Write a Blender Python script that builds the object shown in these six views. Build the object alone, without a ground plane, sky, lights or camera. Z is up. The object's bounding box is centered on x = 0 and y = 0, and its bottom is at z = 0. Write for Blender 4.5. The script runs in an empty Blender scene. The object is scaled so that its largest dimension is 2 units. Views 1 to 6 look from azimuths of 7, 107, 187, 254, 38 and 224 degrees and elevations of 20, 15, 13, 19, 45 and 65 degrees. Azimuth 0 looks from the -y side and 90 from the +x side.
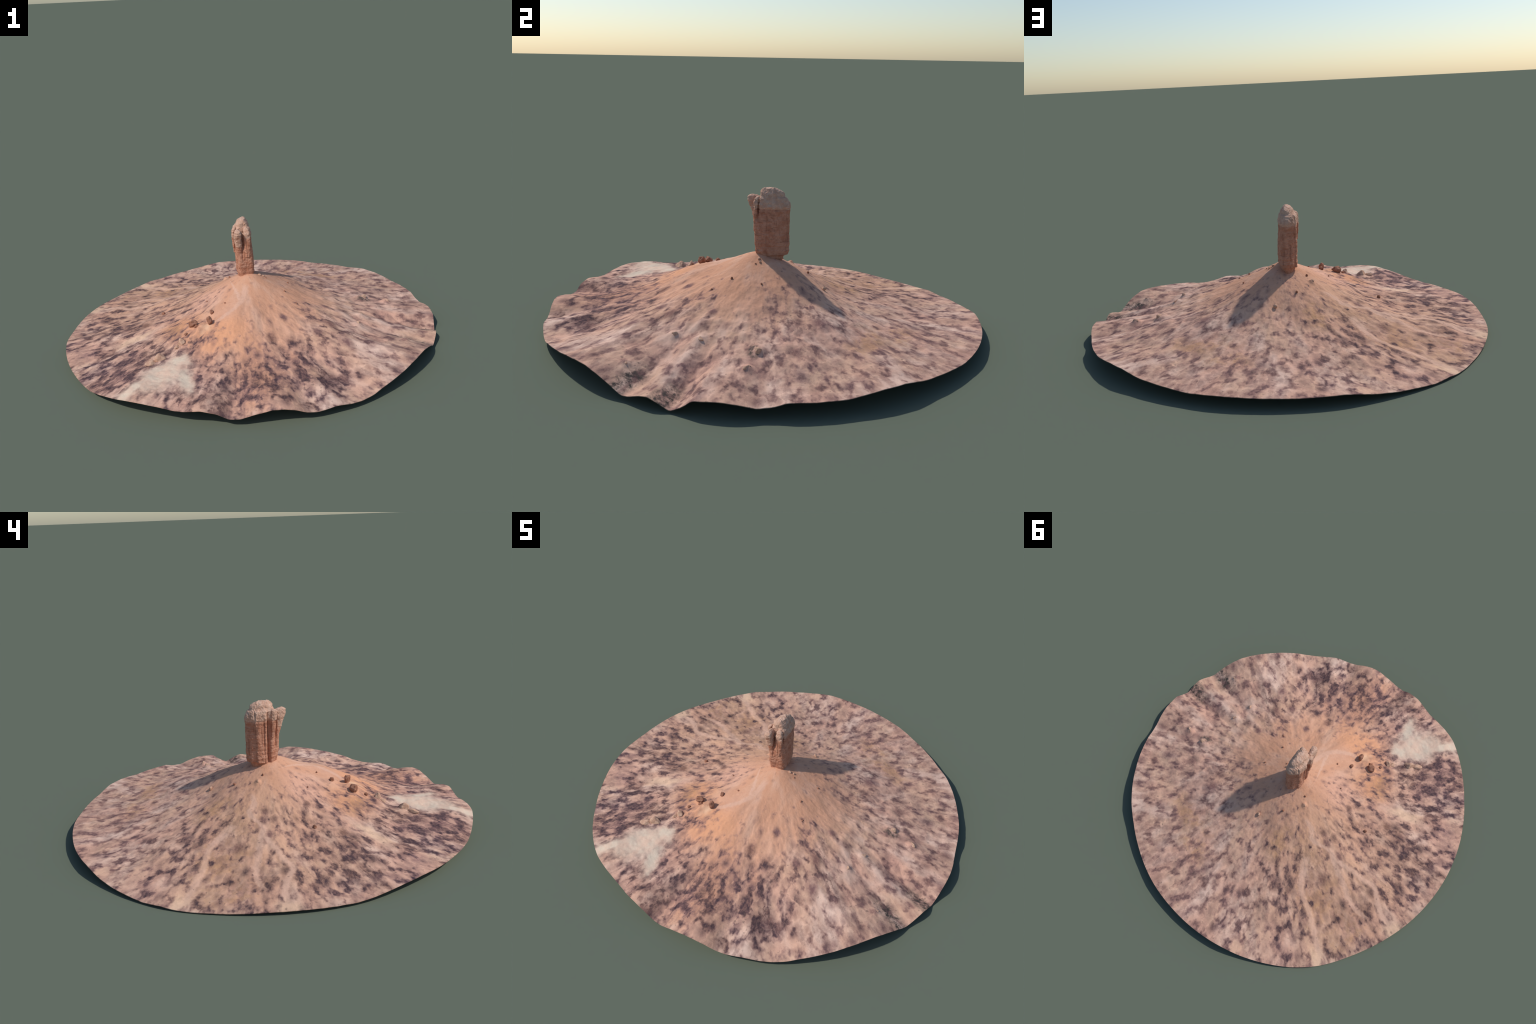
"""A sandstone butte: a rock tower on a scree cone, cut out as a round patch of desert."""
import bpy, bmesh, math, random
import numpy as np
from mathutils import Vector, noise
random.seed(7)
# --- ground relief -------------------------------------------------------
# rim: (azimuth in degrees, radius, height) of the broken edge of the hill
RIM = [(-176,.998,.013),(-171,.999,.022),(-165,1.000,.036),(-161,1.000,.039),(-157,1.001,.042),(-149,1.003,.036),(-142,1.006,.036),
       (-138,1.008,.032),(-131,1.016,.036),(-120,1.022,.070),(-116,1.022,.080),(-111,1.011,.081),
       (-107,1.000,.074),(-103,.992,.064),(-100,.994,.068),(-96,.996,.078),(-92,.994,.069),
       (-89,.990,.042),(-86,.990,.042),(-82,.989,.063),(-78,.992,.079),(-75,.993,.078),
       (-72,.991,.065),(-69,.989,.043),(-66,.990,.036),(-61,.994,.045),(-57,.992,.036),
       (-53,.990,.028),(-49,.989,.035),(-46,.988,.050),(-40,.987,.064),(-33,.986,.080),
       (-27,.987,.086),(-24,.988,.087),(-21,.989,.076),(-17,.990,.052),(-13,.991,.021),
       (-11,.993,.025),(-8,.998,.041),(-6,.999,.046),(-4,.998,.033),(-1,.996,.006),
       (2,.998,.033),(4,1.000,.060),(10,.998,.065),(14,.993,.055),(17,.988,.042),
       (20,.985,.046),(23,.985,.061),(30,.989,.060),(36,.989,.060),(45,.986,.073),
       (50,.985,.074),(57,.983,.058),(65,.986,.052),(73,.992,.045),(79,.996,.050),
       (90,1.000,.047),(99,1.006,.046),(109,1.013,.046),(116,1.017,.030),(121,1.019,.020),
       (127,1.022,.014),(132,1.024,.006),(137,1.024,.010),(141,1.021,.004),(145,1.015,.004),
       (150,1.006,.004),(155,1.001,.006),(159,.999,.009),(165,.997,.014),(171,.997,.016),(179,.997,.013)]
# heights of known places on the slopes (x, y, z)
SPOT = [(-.032,-.042,.331),(.031,-.019,.338),(-.024,.085,.302),(.035,.08,.315),(.085,.035,.306),
        (-.05,.03,.320),(0,-.06,.334),(0,.01,.335),(.12,.11,.278),(.20,.13,.244),(.07,.20,.262),(.12,.28,.222),
        (-.159,-.37,.206),(-.245,-.373,.188),(-.16,-.288,.222),(-.286,-.482,.140),(-.377,-.584,.107),
        (.157,.427,.146),(.61,.182,.112),(.743,.188,.086),(.018,.298,.192),(-.143,.096,.258),
        (-.076,.197,.238),(-.33,.173,.160),(-.721,.111,.066),(-.32,.112,.175),(-.362,.137,.151),
        (.209,-.289,.201),(-.015,-.339,.238),(.866,-.249,.070),(-.782,.637,.012),
        (-.318,-.097,.185),(.35,.365,.155),(.574,.321,.109),
        (.157,-.426,.158),(.257,-.439,.133),(.385,-.346,.147),(.526,-.404,.121),(.632,-.232,.099),(.581,-.176,.114),(.595,-.069,.119),
        (.449,-.65,.063),(.459,-.557,.079),(.874,-.194,.057),(.200,-.080,.257),(.311,-.105,.209),(.443,-.265,.151),(.416,-.086,.170),
        (.508,.010,.143),(-.541,-.198,.106),(-.634,-.207,.086),(-.467,-.105,.128),(-.467,.138,.122),(-.364,-.064,.163),
        (-.585,-.469,.073),(-.659,-.51,.060),(-.337,-.385,.155),(-.507,.10,.112),(-.746,.174,.061),(-.805,-.09,.043),
        (-.868,-.073,.028),(-.486,.293,.090),(-.681,.342,.043),(-.269,-.76,.100),(-.36,-.70,.093),(-.43,-.30,.125),
        (-.065,-.73,.091),(-.565,-.03,.085),(-.237,-.211,.197),(.106,-.203,.252),(.66,-.27,.090),(.297,.158,.192),(-.375,.83,.032),
        (.38,-.70,.082),(.34,-.73,.076),(-.20,.465,.114),(-.44,-.695,.098),(-.50,-.76,.085),(.633,.045,.098),(.83,-.167,.061),(-.33,.785,.036),(-.43,.655,.050),(.44,.415,.120),(-.055,-.485,.168),
        (.792,.357,.062),(-.155,-.323,.205),(-.425,-.082,.132),(.322,.269,.169),(.775,-.095,.068)]
def smooth(a, b, x):
    t = np.clip((x - a) / (b - a), 0, 1)
    return t * t * (3 - 2 * t)
_ra = np.radians([p[0] for p in RIM])
_rr = np.array([p[1] for p in RIM]); _rz = np.array([p[2] for p in RIM])
_th = np.linspace(-np.pi, np.pi, 1440, endpoint=False)
def _periodic(v, sigma):
    k = np.arange(-120, 121); w = np.exp(-.5 * (k * .25 / sigma) ** 2); w /= w.sum()
    return np.convolve(np.concatenate([v[-120:], v, v[:120]]), w, 'valid')
_R = _periodic(np.interp(_th, _ra, _rr, period=2*np.pi), .8)
_Z = _periodic(np.interp(_th, _ra, _rz, period=2*np.pi), .35)
_Zlow = _periodic(np.interp(_th, _ra, _rz, period=2*np.pi), 9.0)
def rim_radius(t): return np.interp(t, _th, _R, period=2*np.pi)
def rim_height(t): return np.interp(t, _th, _Z, period=2*np.pi)
def rim_low(t): return np.interp(t, _th, _Zlow, period=2*np.pi)
# thin-plate spline through the spots and a smoothed rim
def _cone(r):   # mean profile of a scree cone: steep top, long run-out
    return .335 * np.exp(-(r / .42) ** 1.0) 
_pts = [(x, y, z) for x, y, z in SPOT] + [(rim_radius(a) * np.cos(a), rim_radius(a) * np.sin(a), rim_low(a))
        for a in np.radians(np.arange(-180, 180, 12.))]
_pts = np.array(_pts)
def _kern(d2): return .5 * d2 * np.log(np.maximum(d2, 1e-9))
def _fit(lam=1e-4):
    P = _pts[:, :2]; n = len(P)
    K = _kern(((P[:, None] - P[None]) ** 2).sum(-1)) + lam * np.eye(n)
    Q = np.hstack([np.ones((n, 1)), P])
    A = np.vstack([np.hstack([K, Q]), np.hstack([Q.T, np.zeros((3, 3))])])
    return np.linalg.solve(A, np.concatenate([_pts[:, 2] - _cone(np.hypot(P[:, 0], P[:, 1])), np.zeros(3)]))
_W = _fit()
def base_height(x, y):
    s = np.shape(x); x = np.ravel(x); y = np.ravel(y); out = np.empty(len(x))
    for i in range(0, len(x), 20000):
        X = np.stack([x[i:i+20000], y[i:i+20000]], 1)
        d2 = ((X[:, None] - _pts[None, :, :2]) ** 2).sum(-1)
        out[i:i+20000] = _kern(d2) @ _W[:-3] + _W[-3] + X @ _W[-2:] + _cone(np.hypot(X[:, 0], X[:, 1]))
    return out.reshape(s)
def height(x, y):
    r = np.hypot(x, y); t = np.arctan2(y, x); q = r / rim_radius(t)
    z = base_height(x, y)
    lip = rim_height(t) - base_height(rim_radius(t)*np.cos(t), rim_radius(t)*np.sin(t))
    return z + lip * smooth(.42, 1.0, q) ** 1.3

# --- node helpers --------------------------------------------------------
def lin(r, g, b):
    f = lambda c: (c / 255 / 12.92) if c <= 10 else ((c / 255 + .055) / 1.055) ** 2.4
    return (f(r), f(g), f(b), 1)

class Graph:
    def __init__(self, name):
        self.mat = bpy.data.materials.new(name); self.mat.use_nodes = True
        self.t = self.mat.node_tree; self.t.nodes.clear()
        self.out = self.t.nodes.new('ShaderNodeOutputMaterial')
        self.bsdf = self.t.nodes.new('ShaderNodeBsdfPrincipled')
        self.t.links.new(self.bsdf.outputs[0], self.out.inputs[0])
        self.bsdf.inputs['Specular IOR Level'].default_value = .1
        self.bsdf.inputs['Roughness'].default_value = .92
        self.pos = self.t.nodes.new('ShaderNodeTexCoord').outputs['Object']
    def put(self, sock, v):
        if hasattr(v, 'is_linked') or isinstance(v, bpy.types.NodeSocket): self.t.links.new(v, sock)
        else: sock.default_value = v
    def math(self, op, a, b=None, c=None, clamp=False):
        n = self.t.nodes.new('ShaderNodeMath'); n.operation = op; n.use_clamp = clamp
        for i, v in enumerate((a, b, c)):
            if v is not None: self.put(n.inputs[i], v)
        return n.outputs[0]
    def add(self, a, b): return self.math('ADD', a, b)
    def sub(self, a, b): return self.math('SUBTRACT', a, b)
    def mul(self, a, b): return self.math('MULTIPLY', a, b)
    def mx(self, a, b): return self.math('MAXIMUM', a, b)
    def mn(self, a, b): return self.math('MINIMUM', a, b)
    def inv(self, a): return self.math('SUBTRACT', 1.0, a, clamp=True)
    def vec(self, op, a, b=None, s=None, out=0):
        n = self.t.nodes.new('ShaderNodeVectorMath'); n.operation = op
        self.put(n.inputs[0], a)
        if b is not None: self.put(n.inputs[1], b)
        if s is not None: self.put(n.inputs['Scale'], s)
        return n.outputs[out]
    def length(self, a): return self.vec('LENGTH', a, out='Value')
    def step(self, lo, hi, x, a=0., b=1.):
        n = self.t.nodes.new('ShaderNodeMapRange'); n.interpolation_type = 'SMOOTHSTEP'
        if lo > hi: lo, hi, a, b = hi, lo, b, a
        self.put(n.inputs['Value'], x); n.inputs['From Min'].default_value = lo; n.inputs['From Max'].default_value = hi
        n.inputs['To Min'].default_value = a; n.inputs['To Max'].default_value = b
        return n.outputs[0]
    def noise(self, scale, detail=3, rough=.55, vec=None, distort=0, out=0):
        n = self.t.nodes.new('ShaderNodeTexNoise'); self.put(n.inputs['Vector'], self.pos if vec is None else vec)
        n.inputs['Scale'].default_value = scale; n.inputs['Detail'].default_value = detail
        n.inputs['Roughness'].default_value = rough; n.inputs['Distortion'].default_value = distort
        return n.outputs[out]
    def voronoi(self, scale, vec=None, rand=1., feature='F1'):
        n = self.t.nodes.new('ShaderNodeTexVoronoi'); self.put(n.inputs['Vector'], self.pos if vec is None else vec)
        n.inputs['Scale'].default_value = scale; n.inputs['Randomness'].default_value = rand; n.feature = feature
        return n
    def mapping(self, vec, scale=(1, 1, 1), loc=(0, 0, 0)):
        n = self.t.nodes.new('ShaderNodeMapping'); self.put(n.inputs[0], vec)
        n.inputs['Scale'].default_value = scale; n.inputs['Location'].default_value = loc
        return n.outputs[0]
    def split(self, v):
        n = self.t.nodes.new('ShaderNodeSeparateXYZ'); self.put(n.inputs[0], v); return n.outputs
    def join(self, x, y, z):
        n = self.t.nodes.new('ShaderNodeCombineXYZ')
        for i, v in enumerate((x, y, z)): self.put(n.inputs[i], v)
        return n.outputs[0]
    def mix(self, f, a, b, mode='MIX'):
        n = self.t.nodes.new('ShaderNodeMix'); n.data_type = 'RGBA'; n.blend_type = mode
        self.put(n.inputs[0], f); self.put(n.inputs[6], a); self.put(n.inputs[7], b)
        return n.outputs[2]
    def shift(self, scale, detail, rough, vec, amount):
        """coordinates jittered by two independent noises"""
        a = self.noise(scale, detail, rough, vec)
        b = self.noise(scale, detail, rough, self.vec('ADD', vec, (17.3, 41.7, 5.1)))
        return self.vec('ADD', vec, self.vec('SCALE', self.vec('ADD', self.join(a, b, 0.), (-.5, -.5, 0.)), s=amount))
    def split_colour(self, v):
        n = self.t.nodes.new('ShaderNodeSeparateColor'); self.put(n.inputs[0], v); return n.outputs
    def bump(self, h, strength=.4, dist=.004):
        n = self.t.nodes.new('ShaderNodeBump'); n.inputs['Strength'].default_value = strength
        n.inputs['Distance'].default_value = dist; self.put(n.inputs['Height'], h)
        self.t.links.new(n.outputs[0], self.bsdf.inputs['Normal'])
    def colour(self, c): self.put(self.bsdf.inputs['Base Color'], c)

# --- ground material -----------------------------------------------------
def ground_material():
    g = Graph('desert_ground')
    x, y, _ = g.split(g.pos)
    p = g.join(x, y, 0.0)
    # edges of all masks wander
    pw = g.shift(9, 3, .6, p, .10)
    pf = g.shift(42, 3, .65, p, .028)
    r = g.length(p)
    # radially drawn-out coordinates: p / sqrt(r)
    q = g.vec('SCALE', g.vec('ADD', g.vec('SCALE', pf, s=.45), g.vec('SCALE', p, s=.55)), s=g.math('POWER', g.math('ADD', r, .03), -.36))
    q2 = g.vec('SCALE', p, s=g.math('POWER', g.math('ADD', r, .03), -.62))

    def blob(cx, cy, rad, soft=.5, sx=1., sy=1., rot=0., src=None):
        n = g.t.nodes.new('ShaderNodeMapping'); n.vector_type = 'TEXTURE'
        g.put(n.inputs[0], pw if src is None else src)
        n.inputs['Location'].default_value = (cx, cy, 0)
        n.inputs['Rotation'].default_value = (0, 0, math.radians(rot))
        n.inputs['Scale'].default_value = (rad * sx, rad * sy, 1)
        return g.step(1 + soft, 1 - soft, g.length(n.outputs[0]))
    def union(ms):
        o = ms[0]
        for m in ms[1:]: o = g.mx(o, m)
        return o
    fx, fy, _f = g.split(pf)
    west_angle = g.math('ARCTAN2', g.mul(fy, -1.), g.mul(fx, -1.))      # 0 towards -x
    east_angle = g.math('ARCTAN2', fy, fx)                              # 0 towards +x
    south_angle = g.math('ARCTAN2', fx, g.mul(fy, -1.))                 # 0 towards -y
    def trail(pts, width):
        """a path running downhill: its bearing is a curve over the distance from the tower"""
        mx_, my_ = (sum(c) / len(pts) for c in zip(*pts))
        if abs(mx_) > abs(my_) and mx_ < 0: ang, f = west_angle, lambda x, y: math.atan2(-y, -x)
        elif abs(mx_) > abs(my_) or my_ > 0: ang, f = east_angle, lambda x, y: math.atan2(y, x)
        else: ang, f = south_angle, lambda x, y: math.atan2(x, -y)
        n = g.t.nodes.new('ShaderNodeFloatCurve'); g.put(n.inputs['Value'], r); cv = n.mapping.curves[0]
        rt = sorted((math.hypot(*p), f(*p)) for p in pts)
        keys = [(a, .5 + b / 6.4) for a, b in rt]
        while len(cv.points) < len(keys): cv.points.new(.5, .5)
        for k, p in zip(cv.points, keys): k.location = p
        n.mapping.update()
        bearing = g.mul(g.sub(n.outputs[0], .5), 6.4)
        side = g.mul(g.math('ABSOLUTE', g.sub(ang, bearing)), r)
        m = g.step(width * 1.5, width * .4, side)
        return g.mul(m, g.mul(g.step(rt[0][0] - .02, rt[0][0] + .02, r), g.step(rt[-1][0] + .03, rt[-1][0] - .01, r)))

    # 1. sand: pinkish beige, orange towards the top and over the southern spur
    broad = g.noise(3.2, 3, .55, p)
    streak = g.noise(7.5, 2, .5, q2)
    sand = g.mix(g.step(.35, .65, broad), SAND_PINK, SAND_BEIGE)
    sand = g.mix(g.step(.42, .74, streak), sand, SAND_LIGHT)
    cap = g.step(.62, .16, g.length(g.vec('SUBTRACT', pw, (.06, -.07, 0))))
    spur = union([blob(-.06, -.42, .22, .6), blob(.12, -.58, .24, .7, .8, 1.5, 10), blob(-.30, -.36, .12, .6),
                  blob(.1, -.9, .05, .7, .5, 3)])
    rust = g.math('MULTIPLY', g.mx(cap, spur), g.step(.30, .62, g.noise(5, 2, .5, q2), .62, 1.0))
    sand = g.mix(rust, sand, SAND_ORANGE)
    sand = g.mix(g.mul(union([blob(-.13, -.45, .13, .6, 1.2, .8), blob(-.3, -.3, .09, .7)]), .75), sand, SAND_HOT)
    sand = g.mix(g.mul(blob(-.22, -.12, .10, .7), .6), sand, SAND_ROSE)
    # 2. ochre earth on the north-western flank
    och = union([blob(-.20, .32, .10, .6), blob(-.45, .48, .10, .7), blob(-.60, .42, .16, .7), blob(-.78, .38, .14, .7),
                 blob(.34, .56, .10, .6, 1.5, .7), blob(.18, .68, .10, .7), blob(-.40, .30, .10, .7), blob(-.36, -.37, .07, .6)])
    och = g.mul(och, g.step(.42, .62, g.noise(8, 4, .65, p)))
    west = blob(-.55, .18, .42, .6)
    sand = g.mix(g.mul(west, .5), sand, EARTH_TAN)
    sand = g.mix(g.mul(och, .55), sand, OCHRE)
    # 3. scrub, in smudged patches drawn out downhill
    dens = g.noise(3.4, 3, .6, g.vec('ADD', p, (3.1, 1.7, 0)))
    south = union([blob(-.25, -.90, .22, .6, 1.6, .7, -10), blob(.12, -.80, .17, .7, 1, 1.2), blob(-.55, -.55, .26, .6),
                   blob(-.75, -.15, .20, .7), blob(.40, -.66, .14, .8), blob(.50, -.28, .08, .7, 1.8, .7, -28)])
    clear = union([g.step(.30, .08, g.length(g.vec('SUBTRACT', pw, (.03, -.05, 0)))),
                   blob(.20, -.33, .12, .6), blob(.34, .02, .10, .6), blob(-.02, -.25, .14, .6), blob(.63, -.225, .05, .6, 1.6, .8, -20)])
    lvl = g.add(g.add(g.mul(g.sub(dens, .5), .30), g.mul(south, .055)), g.step(.15, .65, r, -.06, .015))
    lvl = g.sub(lvl, g.mul(clear, .12))
    qn = g.shift(30, 2, .55, q, .013)
    patch = g.add(g.mul(g.noise(21, 2, .5, g.vec('ADD', qn, (9, 2, 0))), .80), g.mul(g.noise(60, 3, .6, g.vec('ADD', q, (2, 6, 0))), .20))
    patch = g.add(patch, lvl)
    def spots(scale, coord, base, amp, soft, seed):
        v = g.voronoi(scale, g.vec('ADD', coord, (seed, seed * .7, 0)))
        rnd = g.split_colour(v.outputs['Color'])
        size = g.add(g.add(g.mul(rnd[0], amp), base), g.mul(lvl, 1.6))
        return g.math('DIVIDE', g.sub(size, v.outputs['Distance']), soft, clamp=True)
    a = spots(14, qn, .16, .50, .66, 3.3)
    b = spots(25, qn, .16, .50, .74, 8.9)
    c = spots(55, g.shift(90, 2, .6, p, .02), -.16, .50, .25, 5.1)
    scrub = g.mx(g.mul(g.step(.46, .67, patch), .92), g.mx(g.mul(a, .95), g.mul(b, .85)))
    q3 = g.vec('SCALE', pf, s=g.math('POWER', g.math('ADD', r, .03), -.72))
    runs = g.mul(g.step(.50, .66, g.noise(19, 4, .6, g.vec('ADD', q3, (4, 8, 0)))), g.mx(south, g.mul(g.step(.45, .85, r), .45)))
    scrub = g.mx(scrub, g.mul(runs, .95))
    # single large bushes
    for bx, by, br in BUSHES: scrub = g.mx(scrub, blob(bx, by, br, .85, 1.3, .95, math.degrees(math.atan2(by, bx)), pf))
    scrub = g.mul(scrub, g.step(.28, .6, g.noise(75, 3, .65, q), .7, 1.1))
    # open ground: trails and the pale wash cut through the scrub
    tr = union([trail([(.0, -.12), (.0, -.155), (-.014, -.241), (-.056, -.302), (-.128, -.36)], .016),
                trail([(-.10, -.02), (-.06, -.13), (-.014, -.241)], .010),
                trail([(-.201, .14), (-.253, .149), (-.297, .184), (-.40, .154), (-.471, .182), (-.579, .223), (-.696, .272), (-.80, .27)], .015),
                trail([(-.471, .164), (-.581, .135), (-.657, .125), (-.721, .111), (-.778, .153), (-.881, .199), (-.96, .20)], .017),
                trail([(-.34, .27), (-.388, .354), (-.442, .416), (-.554, .469), (-.656, .53), (-.774, .625), (-.80, .66)], .018),
                trail([(-.42, -.25), (-.527, -.31), (-.639, -.362), (-.717, -.375)], .022)])
    wash = union([blob(-.33, -.73, .105, .55, 1.45, .85, 60), blob(-.45, -.85, .052, .6, 2.4, .8, 62),
                  blob(-.21, -.76, .045, .6, .8, 2.2, 15), blob(-.27, -.62, .055, .6)])
    pale = union([blob(-.775, .635, .045, .5, 1.6, .6, 140), blob(-.96, .21, .06, .5), blob(-.17, -.40, .03, .6),
                  blob(-.56, -.33, .06, .6, 1.6, .6, 30)])
    scrub = g.mul(scrub, g.inv(g.mx(g.mul(tr, .85), g.mx(wash, g.mul(pale, .8)))))
    specks = g.mul(g.mul(c, g.inv(wash)), .55)
    # scrub hue: purple grey, browner on the west, red brown on the east
    hue = g.mix(g.step(.35, .65, g.noise(6, 2, .5, p)), SCRUB_PURPLE, SCRUB_BROWN)
    hue = g.mix(g.mul(west, .45), hue, SCRUB_OLIVE)
    hue = g.mix(g.mul(g.step(.38, .6, g.noise(5, 3, .6, g.vec('ADD', p, (5, 5, 0)))), .55), hue, SCRUB_ROSE)
    dark = g.mul(g.mx(g.step(.52, .68, patch), g.mx(g.mul(g.step(.3, .75, a), .95), g.mul(runs, .6))), g.step(.36, .56, g.noise(30, 3, .7, q), .3, 1.))
    east = g.step(-.15, .55, g.add(x, g.mul(y, .7)))
    dark = g.mul(g.mul(dark, scrub), g.sub(1., g.mul(east, .45)))
    hue = g.mix(g.mul(east, .5), hue, SCRUB_ROSE)
    # lay it together
    col = g.mix(g.mul(tr, .55), sand, TRAIL)
    col = g.mix(g.mul(pale, .7), col, PALE_YELLOW)
    col = g.mix(wash, col, g.mix(g.step(.35, .65, g.noise(11, 4, .6, p)), WASH, WASH_ROSE))
    halo = g.math('MULTIPLY', g.mul(g.step(.40, .58, patch), .36), g.inv(g.mx(wash, g.mx(g.mul(tr, .7), pale))), clamp=True)
    col = g.mix(halo, col, HALO)
    col = g.mix(scrub, col, hue)
    col = g.mix(g.mul(dark, .92), col, SCRUB_DARK)
    col = g.mix(specks, col, SPECK)
    grain = g.noise(130, 4, .7, p)
    col = g.mix(.35, col, g.mix(grain, lin(90, 90, 90), lin(215, 215, 215)), 'SOFT_LIGHT')
    # dark patches in the two cut gullies of the eastern rim
    rock = union([blob(.90, -.235, .055, .5, 2.0, .7, -18, pf), blob(.95, -.055, .05, .5, 1.8, .8, -8, pf), blob(.62, .165, .03, .5, 1.4, .8, 30, pf)])
    col = g.mix(g.mul(rock, g.step(.40, .62, g.noise(36, 5, .7, p))), col, GULLY_DARK)
    g.colour(col)
    g.bump(g.noise(70, 5, .7, g.pos), .35, .006)
    return g.mat

def rock_material(name, light, mid, deep, strata=1.0):
    g = Graph(name)
    x, y, z = g.split(g.pos)
    s = g.join(g.mul(x, .25), g.mul(y, .25), g.mul(z, 1.6))
    lay = g.noise(70, 4, .6, s, .3)
    streak = g.noise(60, 3, .6, g.join(x, y, g.mul(z, .18)))
    blot = g.noise(45, 4, .65)
    col = g.mix(g.step(.36, .66, blot), mid, light)
    col = g.mix(g.mul(g.step(.55, .72, lay), .55 * strata), col, deep)
    col = g.mix(g.mul(g.step(.55, .75, streak), .5 * strata), col, deep)
    pit = g.voronoi(170)
    col = g.mix(g.mul(g.step(.30, .12, pit.outputs['Distance']), g.step(.45, .6, blot, .0, .5)), col, deep)
    g.colour(col)
    g.bump(g.add(g.mul(lay, .8 * strata), g.add(g.noise(160, 4, .7), g.mul(pit.outputs['Distance'], .5))), .6, .004)
    return g.mat

SAND_PINK = lin(219, 173, 151); SAND_BEIGE = lin(218, 178, 152); SAND_LIGHT = lin(230, 198, 179)
SAND_ORANGE = lin(216, 162, 131); SAND_HOT = lin(230, 168, 128); SAND_ROSE = lin(230, 180, 158)
EARTH_TAN = lin(208, 160, 128); OCHRE = lin(184, 138, 92); TRAIL = lin(224, 184, 162)
WASH = lin(225, 205, 183); WASH_ROSE = lin(227, 195, 172); PALE_YELLOW = lin(233, 196, 164)
HALO = lin(176, 136, 122); SCRUB_PURPLE = lin(130, 98, 100); SCRUB_BROWN = lin(136, 100, 88); SCRUB_OLIVE = lin(140, 108, 84)
SCRUB_ROSE = lin(150, 113, 105); SCRUB_DARK = lin(76, 61, 66); SPECK = lin(104, 84, 78); GULLY_DARK = lin(84, 76, 70)
BUSHES = [(.208, -.289, .018), (-.541, -.198, .024), (-.634, -.207, .028), (.35, .365, .032), (.574, .321, .022), (-.318, -.097, .017), (-.364, -.064, .015),
          (-.32, .114, .018), (-.366, .137, .020), (-.467, .138, .022), (.385, -.346, .024), (.526, -.404, .026), (.416, -.086, .018), (.443, -.265, .024),
          (.157, -.426, .022), (.257, -.439, .020), (.46, -.65, .034), (-.486, .293, .026)]
GROUND = ground_material()
SHAFT_ROCK = rock_material('banded_red_sandstone', lin(202, 150, 125), lin(182, 126, 101), lin(114, 68, 52))
CAP_ROCK = rock_material('pale_cap_sandstone', lin(214, 177, 155), lin(199, 156, 133), lin(134, 96, 80), .5)
BOULDER_ROCK = rock_material('boulder_sandstone', lin(182, 134, 110), lin(146, 100, 80), lin(82, 58, 50), .7)  # base colours darkened to include the black shade on the boulders
PALE_ROCK = rock_material('pale_outcrop_rock', lin(214, 178, 152), lin(196, 154, 130), lin(130, 96, 82), .5)

# --- the hill ------------------------------------------------------------
def new_mesh_object(name, verts, faces, mat, parent, smooth_shade=True):
    me = bpy.data.meshes.new(name)
    me.from_pydata([tuple(v) for v in verts], [], [tuple(f) for f in faces]); me.update()
    if smooth_shade: me.polygons.foreach_set('use_smooth', [True] * len(me.polygons))
    me.materials.append(mat)
    ob = bpy.data.objects.new(name, me); bpy.context.scene.collection.objects.link(ob)
    ob.parent = parent
    return ob

def fbm(v, octaves=4, scale=1.0):
    return noise.fractal(v * scale, .9, 2.0, octaves, noise_basis='PERLIN_ORIGINAL')

def relief(x, y, r):
    """gullies, hummocks and lumps on top of the smooth slope"""
    e = min(1., max(0., (r - .10) / .3))
    k = (r + .03) ** -.6
    rib = 1.6 * (.30 - abs(noise.noise(Vector((x * k * 5.5, y * k * 5.5, 2.2)))))
    rib2 = fbm(Vector((x * k * 12, y * k * 12, 7.1)), 3)
    lump = fbm(Vector((x * 13, y * 13, 4.4)), 4)
    return e * (.0055 * rib + .0042 * rib2 + .0045 * lump) + .0008 * fbm(Vector((x * 60, y * 60, 1.)), 2)

# low rocky knolls standing out of the slope: x, y, height, radius
KNOLL = [(.61, .182, .016, .030), (.745, .182, .014, .024), (.582, -.184, .014, .026), (.597, -.068, .012, .026),
         (.143, -.41, .0, .02), (-.143, .096, .014, .014), (.82, -.278, .012, .022), (.69, .10, .008, .03),
         (.50, -.10, .008, .03), (.46, .07, .007, .02), (-.30, -.47, .010, .03), (-.38, -.57, .012, .035), (-.20, -.40, .008, .03),
         (.44, -.26, .007, .03), (.50, -.17, .008, .025), (.66, .02, .009, .03), (.70, -.07, .008, .035), (.53, .10, .007, .025),
         (.40, .02, .006, .022), (.47, -.05, .007, .022), (.36, -.17, .006, .02), (.56, .26, .006, .03)]

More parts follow.
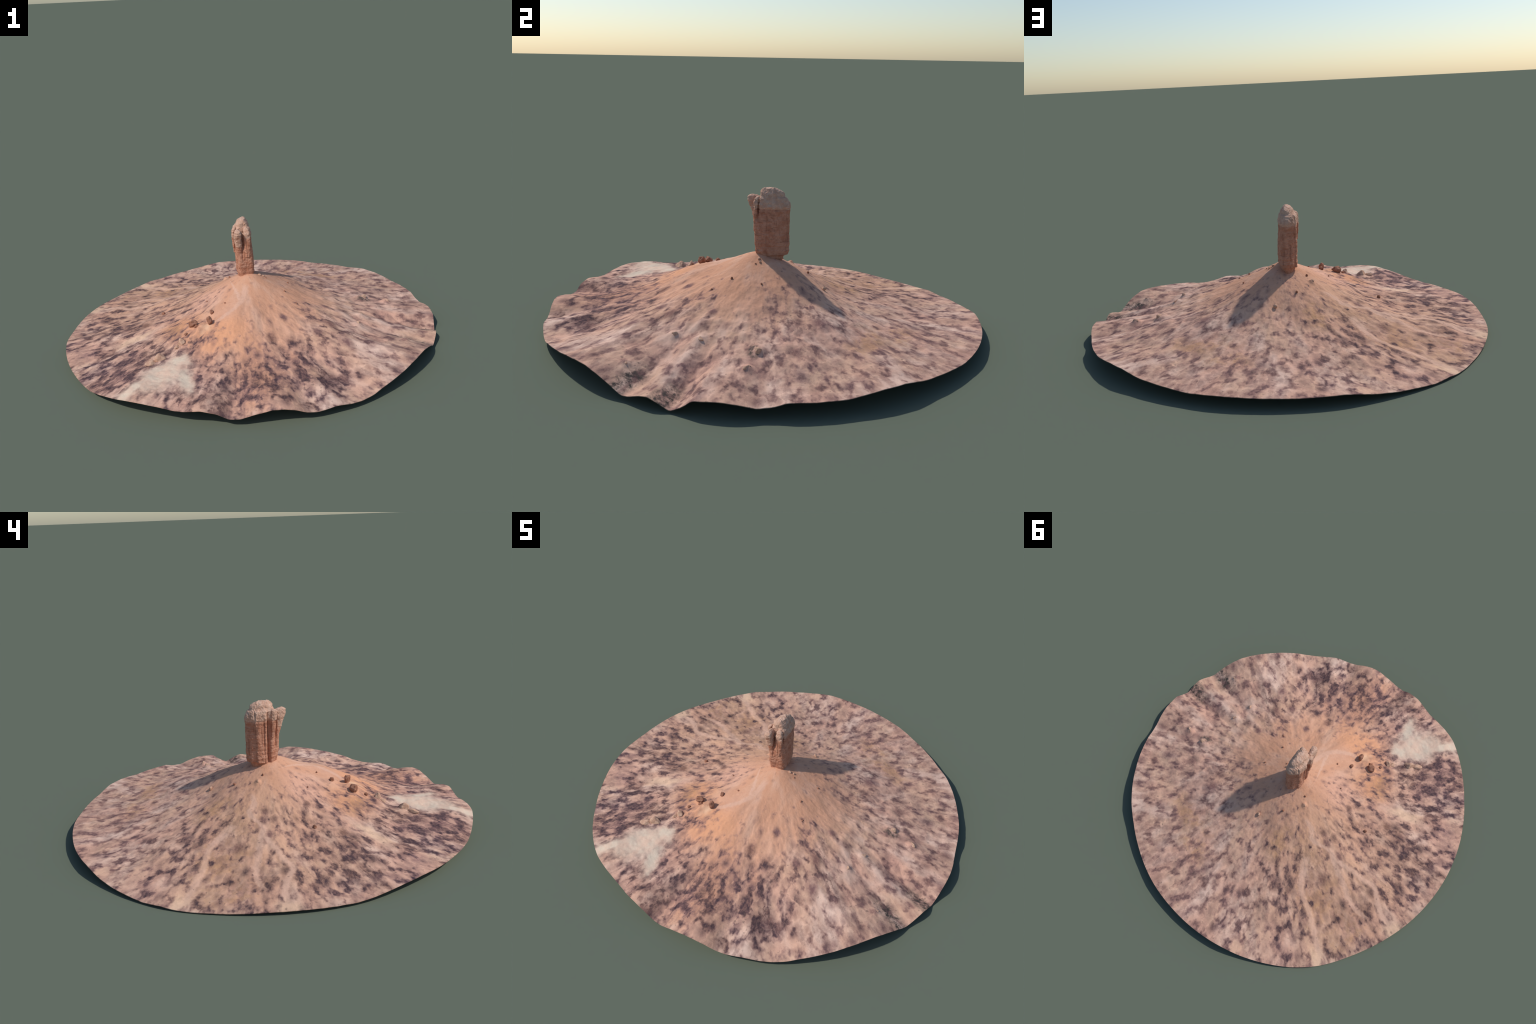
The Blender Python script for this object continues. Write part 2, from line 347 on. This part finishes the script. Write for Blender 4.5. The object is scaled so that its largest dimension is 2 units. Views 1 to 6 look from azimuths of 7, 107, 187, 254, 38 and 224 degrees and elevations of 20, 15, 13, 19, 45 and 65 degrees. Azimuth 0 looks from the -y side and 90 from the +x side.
def build_hill(parent):
    NR, NT = 230, 960
    q = np.linspace(0, 1, NR + 1)[1:] ** .92
    t = np.linspace(-np.pi, np.pi, NT, endpoint=False)
    T, Q = np.meshgrid(t, q); Rr = Q * rim_radius(T)
    X, Y = Rr * np.cos(T), Rr * np.sin(T)
    Z = height(X, Y)
    x, y, rr, qq = X.ravel(), Y.ravel(), Rr.ravel(), Q.ravel()
    add = np.array([relief(a, b, c) for a, b, c in zip(x, y, rr)])
    add *= 1 - .75 * smooth(.93, 1., qq)
    for kx, ky, kh, kr in KNOLL:
        d = np.hypot(x - kx, y - ky) / kr
        add += kh * np.exp(-d ** 2.5)
    z = np.maximum(Z.ravel() + add, .0026)
    top = [(0, 0, float(height(np.array([0.]), np.array([0.]))[0]))] + list(zip(x, y, z))
    faces = [(0, 1 + j, 1 + (j + 1) % NT) for j in range(NT)]
    for i in range(NR - 1):
        a, b = 1 + i * NT, 1 + (i + 1) * NT
        faces += [(a + j, b + j, b + (j + 1) % NT, a + (j + 1) % NT) for j in range(NT)]
    n = len(top)
    # thin crust: hollow underside 2.5 mm below, meeting a square-cut rim
    under = [(vx, vy, vz - .0025) for vx, vy, vz in top]
    verts = top + under
    rim0 = 1 + (NR - 1) * NT
    faces += [tuple(n + k for k in reversed(f)) for f in list(faces)]
    faces += [(rim0 + j, n + rim0 + j, n + rim0 + (j + 1) % NT, rim0 + (j + 1) % NT) for j in range(NT)]
    ob = new_mesh_object('scree_slope', verts, faces, GROUND, parent)
    me = ob.data
    me.polygons.foreach_set('use_smooth', [True] * (len(me.polygons) - NT) + [False] * NT)
    # sharp rim edge
    se = np.zeros(len(me.edges), bool); ev = np.empty(len(me.edges) * 2, int); me.edges.foreach_get('vertices', ev)
    ev = ev.reshape(-1, 2); on = ((ev >= rim0) & (ev < n)).all(1) | (ev >= n + rim0).all(1)
    me.attributes.new('sharp_edge', 'BOOLEAN', 'EDGE').data.foreach_set('value', on)
    return ob

def ground_z(x, y):
    return float(height(np.array([x]), np.array([y]))[0]) + relief(x, y, math.hypot(x, y))

# --- the tower -----------------------------------------------------------
AXIS = (-.015, .010)
# plan of the shaft, unit extents: west -1, east 1, south -1, north 1 (relative to the axis)
PLAN = [(-.43, -1.0), (.15, -.88), (.92, -.68), (1.02, -.32), (.90, .12), (.68, .52), (.34, .87), (-.06, 1.02),
        (-.42, .98), (-.80, .78), (-1., .40), (-1.02, .0), (-.86, -.45)]
# (z, west, east, south, north) half-extents of the shaft, foot to summit
LEVELS = [(.270, .030, .030, .040, .066), (.318, .038, .038, .046, .077), (.329, .043, .042, .049, .083), (.335, .047, .044, .050, .098),
          (.350, .050, .047, .053, .103), (.385, .051, .048, .059, .105), (.430, .052, .047, .062, .102), (.475, .053, .044, .062, .103),
          (.490, .053, .043, .054, .103), (.505, .053, .041, .043, .102), (.530, .055, .038, .038, .101), (.545, .058, .039, .037, .105),
          (.556, .060, .040, .037, .107), (.578, .060, .036, .036, .100), (.594, .057, .031, .036, .094), (.601, .047, .026, .036, .080),
          (.618, .040, .020, .034, .076), (.628, .032, .013, .030, .064), (.635, .023, .007, .024, .048), (.639, .012, .001, .012, .030)]

def catmull(pts, per):
    out = []; n = len(pts)
    for i in range(n):
        a, b, c, d = (np.array(pts[(i + k) % n], float) for k in (-1, 0, 1, 2))
        for s in range(per):
            t = s / per
            out.append(.5 * (2 * b + (c - a) * t + (2 * a - 5 * b + 4 * c - d) * t * t + (3 * b - a - 3 * c + d) * t ** 3))
    return out

def loft(rings):
    n = len(rings[0]); verts = [v for r in rings for v in r]; faces = []
    for i in range(len(rings) - 1):
        faces += [(i * n + j, i * n + (j + 1) % n, (i + 1) * n + (j + 1) % n, (i + 1) * n + j) for j in range(n)]
    faces += [tuple(reversed(range(n))), tuple((len(rings) - 1) * n + j for j in range(n))]
    return verts, faces

def shaft_rings():
    plan = catmull(PLAN, 5); rings = []
    for z, w, e, s, n in LEVELS:
        rings.append([(AXIS[0] + px * (w if px < 0 else e), AXIS[1] + py * (s if py < 0 else n), z) for px, py in plan])
    return rings

def column_rings(path, seg=20):
    """a leaning pillar: (x, y, z, radius_x, radius_y, turn)"""
    rings = []
    for x, y, z, a, b, turn in path:
        c, s = math.cos(math.radians(turn)), math.sin(math.radians(turn)); ring = []
        for k in range(seg):
            t = 2 * math.pi * k / seg
            u = a * math.copysign(abs(math.cos(t)) ** .8, math.cos(t)); v = b * math.copysign(abs(math.sin(t)) ** .8, math.sin(t))
            ring.append((x + c * u - s * v, y + s * u + c * v, z))
        rings.append(ring)
    return rings

SPUR = [(-.036, -.032, .44, .014, .019, 20), (-.038, -.045, .50, .016, .019, 20), (-.039, -.053, .535, .019, .021, 15), (-.039, -.061, .555, .020, .023, 12),
        (-.038, -.067, .575, .019, .023, 10), (-.037, -.069, .590, .018, .020, 10), (-.036, -.068, .597, .013, .015, 10), (-.036, -.067, .601, .005, .006, 10)]
BRIDGE = [(-.040, -.034, .46, .012, .014, 0), (-.042, -.040, .52, .015, .018, 0), (-.043, -.046, .56, .016, .022, 0), (-.042, -.048, .582, .015, .022, 0), (-.041, -.050, .592, .010, .018, 0), (-.040, -.050, .597, .004, .008, 0)]
RIB = [(.004, -.030, .44, .018, .016, 0), (.006, -.034, .50, .018, .013, 10), (.006, -.036, .54, .019, .012, 12), (.006, -.035, .572, .019, .012, 12),
       (.003, -.032, .588, .016, .012, 10), (.0, -.029, .597, .010, .009, 10), (.0, -.028, .600, .004, .004, 0)]
SHOULDER = [(-.066, -.012, .46, .006, .010, 0), (-.067, -.016, .52, .009, .014, 0), (-.069, -.018, .55, .010, .016, 0), (-.067, -.020, .58, .010, .016, 0),
            (-.062, -.020, .597, .008, .012, 0), (-.058, -.018, .602, .004, .006, 0)]
FLUTE = [(-.062, .052, .33, .008, .020, 0), (-.064, .052, .40, .008, .022, 0), (-.064, .052, .50, .008, .022, 0), (-.067, .055, .55, .009, .026, 0),
         (-.064, .055, .588, .008, .024, 0), (-.058, .055, .598, .004, .012, 0)]

def groove(y, z, y0, width, depth, z0, z1):
    return depth * math.exp(-((y - y0) / width) ** 2) * float(smooth(z0 - .015, z0 + .015, z) * (1 - smooth(z1 - .012, z1 + .012, z)))

def build_tower(parent):
    verts, faces = [], []
    for rings in (shaft_rings(), column_rings(SPUR), column_rings(BRIDGE), column_rings(RIB), column_rings(SHOULDER), column_rings(FLUTE)):
        v, f = loft(rings); k = len(verts); verts += v; faces += [tuple(i + k for i in q) for q in f]
    tmp = new_mesh_object('rock_mass', verts, faces, SHAFT_ROCK, None)
    m = tmp.modifiers.new('fuse', 'REMESH'); m.mode = 'VOXEL'; m.voxel_size = .0017; m.use_smooth_shade = True
    sm = tmp.modifiers.new('soften', 'SMOOTH'); sm.factor = .5; sm.iterations = 4
    dg = bpy.context.evaluated_depsgraph_get()
    me = bpy.data.meshes.new_from_object(tmp.evaluated_get(dg)); bpy.data.objects.remove(tmp)
    n = len(me.vertices); co = np.empty(n * 3); no = np.empty(n * 3)
    me.vertices.foreach_get('co', co); me.vertices.foreach_get('normal', no); co = co.reshape(-1, 3); no = no.reshape(-1, 3)
    for i in range(n):
        x, y, z = co[i]; nx, ny, nz = no[i]; d = 0.
        side = 1 - abs(nz)
        v = Vector((x, y, z))
        # beds: notches and ledges, strongest at the foot
        bed = noise.noise(Vector((x * 6, y * 6, z * 95))) + .6 * noise.noise(Vector((x * 14, y * 14, z * 210)))
        d += side * bed * (.0022 if z < .40 else .0011)
        d -= side * .0028 * math.exp(-((z - .545 - .004 * noise.noise(v * 30)) / .0035) ** 2)
        d -= side * .0020 * math.exp(-((z - .372) / .003) ** 2)
        # upright joints
        d += side * .0022 * noise.noise(Vector((x * 55, y * 55, z * 7)))
        if nx < -.2:      # western face: one deep cleft, smaller flutes
            d -= groove(y, z, .008, .0085, .020, .325, .590) + groove(y, z, -.032, .005, .007, .40, .575) + groove(y, z, .033, .004, .004, .38, .54)
            d -= groove(y, z, .078, .003, .005, .55, .60)
        if nx > .2:       # eastern face: a thin crack, a notch in the cap
            d -= groove(y, z, .022, .0018, .003, .33, .52) + groove(y, z, .055, .010, .004, .585, .61)
        if ny < -.2:      # southern end
            d -= groove(x, z, -.018, .0035, .006, .43, .50) + groove(x, z, .008, .002, .003, .44, .52)
        d += .0028 * fbm(v, 4, 55) * (1.2 if z > .545 else .7)
        co[i] += no[i] * d
    me.vertices.foreach_set('co', co.ravel()); me.update()
    # one surface, cut by region
    vn = np.empty(n * 3); me.vertices.foreach_get('normal', vn); vn = vn.reshape(-1, 3)
    def region(c):
        x, y, z = c
        if y < -.040 - .12 * max(0., .56 - z) and z > .50 and x < -.014: return 'spur'
        if z > .603: return 'summit_block'
        if z > .545: return 'cap_ledge'
        if z < .334: return 'foot'
        return 'shaft'
    groups = {}
    for p in me.polygons: groups.setdefault(region(p.center), []).append(tuple(p.vertices))
    holder = bpy.data.objects.new('rock_tower', None); bpy.context.scene.collection.objects.link(holder); holder.parent = parent
    for name, fs in groups.items():
        ids = sorted({i for f in fs for i in f}); idx = {v: k for k, v in enumerate(ids)}
        ob = new_mesh_object(name, co[ids], [tuple(idx[i] for i in f) for f in fs], SHAFT_ROCK if name in ('shaft', 'foot') else CAP_ROCK, holder)
        ob.data.normals_split_custom_set_from_vertices([tuple(vn[i]) for i in ids])
    bpy.data.meshes.remove(me)

# --- loose rocks ---------------------------------------------------------
def rock_mesh(name, seed, size, mat, sub=4, rough=.20, facets=13):
    rnd = random.Random(seed)
    bm = bmesh.new(); bmesh.ops.create_icosphere(bm, subdivisions=sub, radius=1.)
    planes = [(Vector((rnd.gauss(0, 1), rnd.gauss(0, 1), rnd.gauss(0, 1))).normalized(), rnd.uniform(.58, .84)) for _ in range(facets)]
    off = Vector((rnd.uniform(-9, 9), rnd.uniform(-9, 9), rnd.uniform(-9, 9)))
    for v in bm.verts:
        d = v.co.normalized(); k = 1.
        for nrm, dist in planes:
            c = d.dot(nrm)
            if c > .05: k = min(k, dist / c)
        k *= 1 + rough * .5 * fbm(d + off, 4, 1.6)
        v.co = Vector((d.x * k * size[0], d.y * k * size[1], d.z * k * size[2]))
    me = bpy.data.meshes.new(name); bm.to_mesh(me); bm.free()
    me.polygons.foreach_set('use_smooth', [True] * len(me.polygons)); me.materials.append(mat)
    return me

def place(name, me, x, y, lift, turn, parent, tilt=0.):
    ob = bpy.data.objects.new(name, me); bpy.context.scene.collection.objects.link(ob); ob.parent = parent
    ob.location = (x, y, ground_z(x, y) + lift); ob.rotation_euler = (tilt, 0, math.radians(turn))
    return ob

# x, y, (half sizes), lift, turn, pale?
BOULDERS = [(-.159, -.372, (.015, .019, .032), .018, 30, 0), (-.245, -.373, (.026, .022, .024), .012, 10, 0), (-.222, -.388, (.016, .013, .012), .005, 50, 0),
            (-.160, -.288, (.013, .014, .013), .007, 0, 0), (-.286, -.482, (.019, .024, .024), .009, 40, 1), (-.304, -.502, (.018, .015, .012), .004, 70, 1),
            (-.372, -.580, (.040, .024, .028), .008, 35, 1), (-.412, -.614, (.040, .018, .014), .003, 40, 1), (-.270, -.425, (.011, .010, .010), .004, 20, 0),
            (.018, .298, (.011, .011, .012), .007, 20, 1), (-.076, .197, (.007, .007, .008), .004, 0, 0), (-.468, -.08, (.011, .009, .014), .005, 15, 0),
            (.200, -.08, (.006, .006, .007), .003, 0, 0), (.208, .061, (.006, .005, .006), .003, 40, 0), (.265, -.149, (.006, .006, .006), .002, 10, 0),
            (.060, .000, (.010, .008, .007), .002, 25, 1), (.078, .012, (.007, .007, .006), .002, 60, 1), (.095, -.005, (.004, .005, .004), .001, 10, 0), (-.115, .06, (.007, .005, .008), .003, 0, 0),
            (-.098, -.23, (.006, .005, .006), .002, 0, 0), (-.21, -.14, (.005, .005, .006), .002, 0, 0)]
OUTCROPS = [(.615, .184, (.028, .018, .016), .008, 20), (.745, .184, (.022, .012, .012), .006, -30), (.585, -.182, (.017, .014, .014), .006, 10), (.60, -.066, (.018, .012, .011), .006, 60),
            (.82, -.278, (.018, .012, .012), .004, 30), (-.143, .096, (.010, .011, .012), .006, 0)]

def main():
    thing = bpy.data.objects.new('desert_butte', None); bpy.context.scene.collection.objects.link(thing)
    thing['label'] = 'sandstone rock tower on a pink scree cone dotted with scrub'
    thing['category'] = 'rock formation'
    build_hill(thing)
    build_tower(thing)
    for k, (x, y, s, lift, turn, pale) in enumerate(BOULDERS):
        place('boulder', rock_mesh('boulder', 40 + k, s, PALE_ROCK if pale else BOULDER_ROCK, 4 if max(s) > .012 else 3), x, y, lift, turn, thing)
    for k, (x, y, s, lift, turn) in enumerate(OUTCROPS):
        place('outcrop', rock_mesh('outcrop', 90 + k, s, PALE_ROCK), x, y, lift, turn, thing)

main()
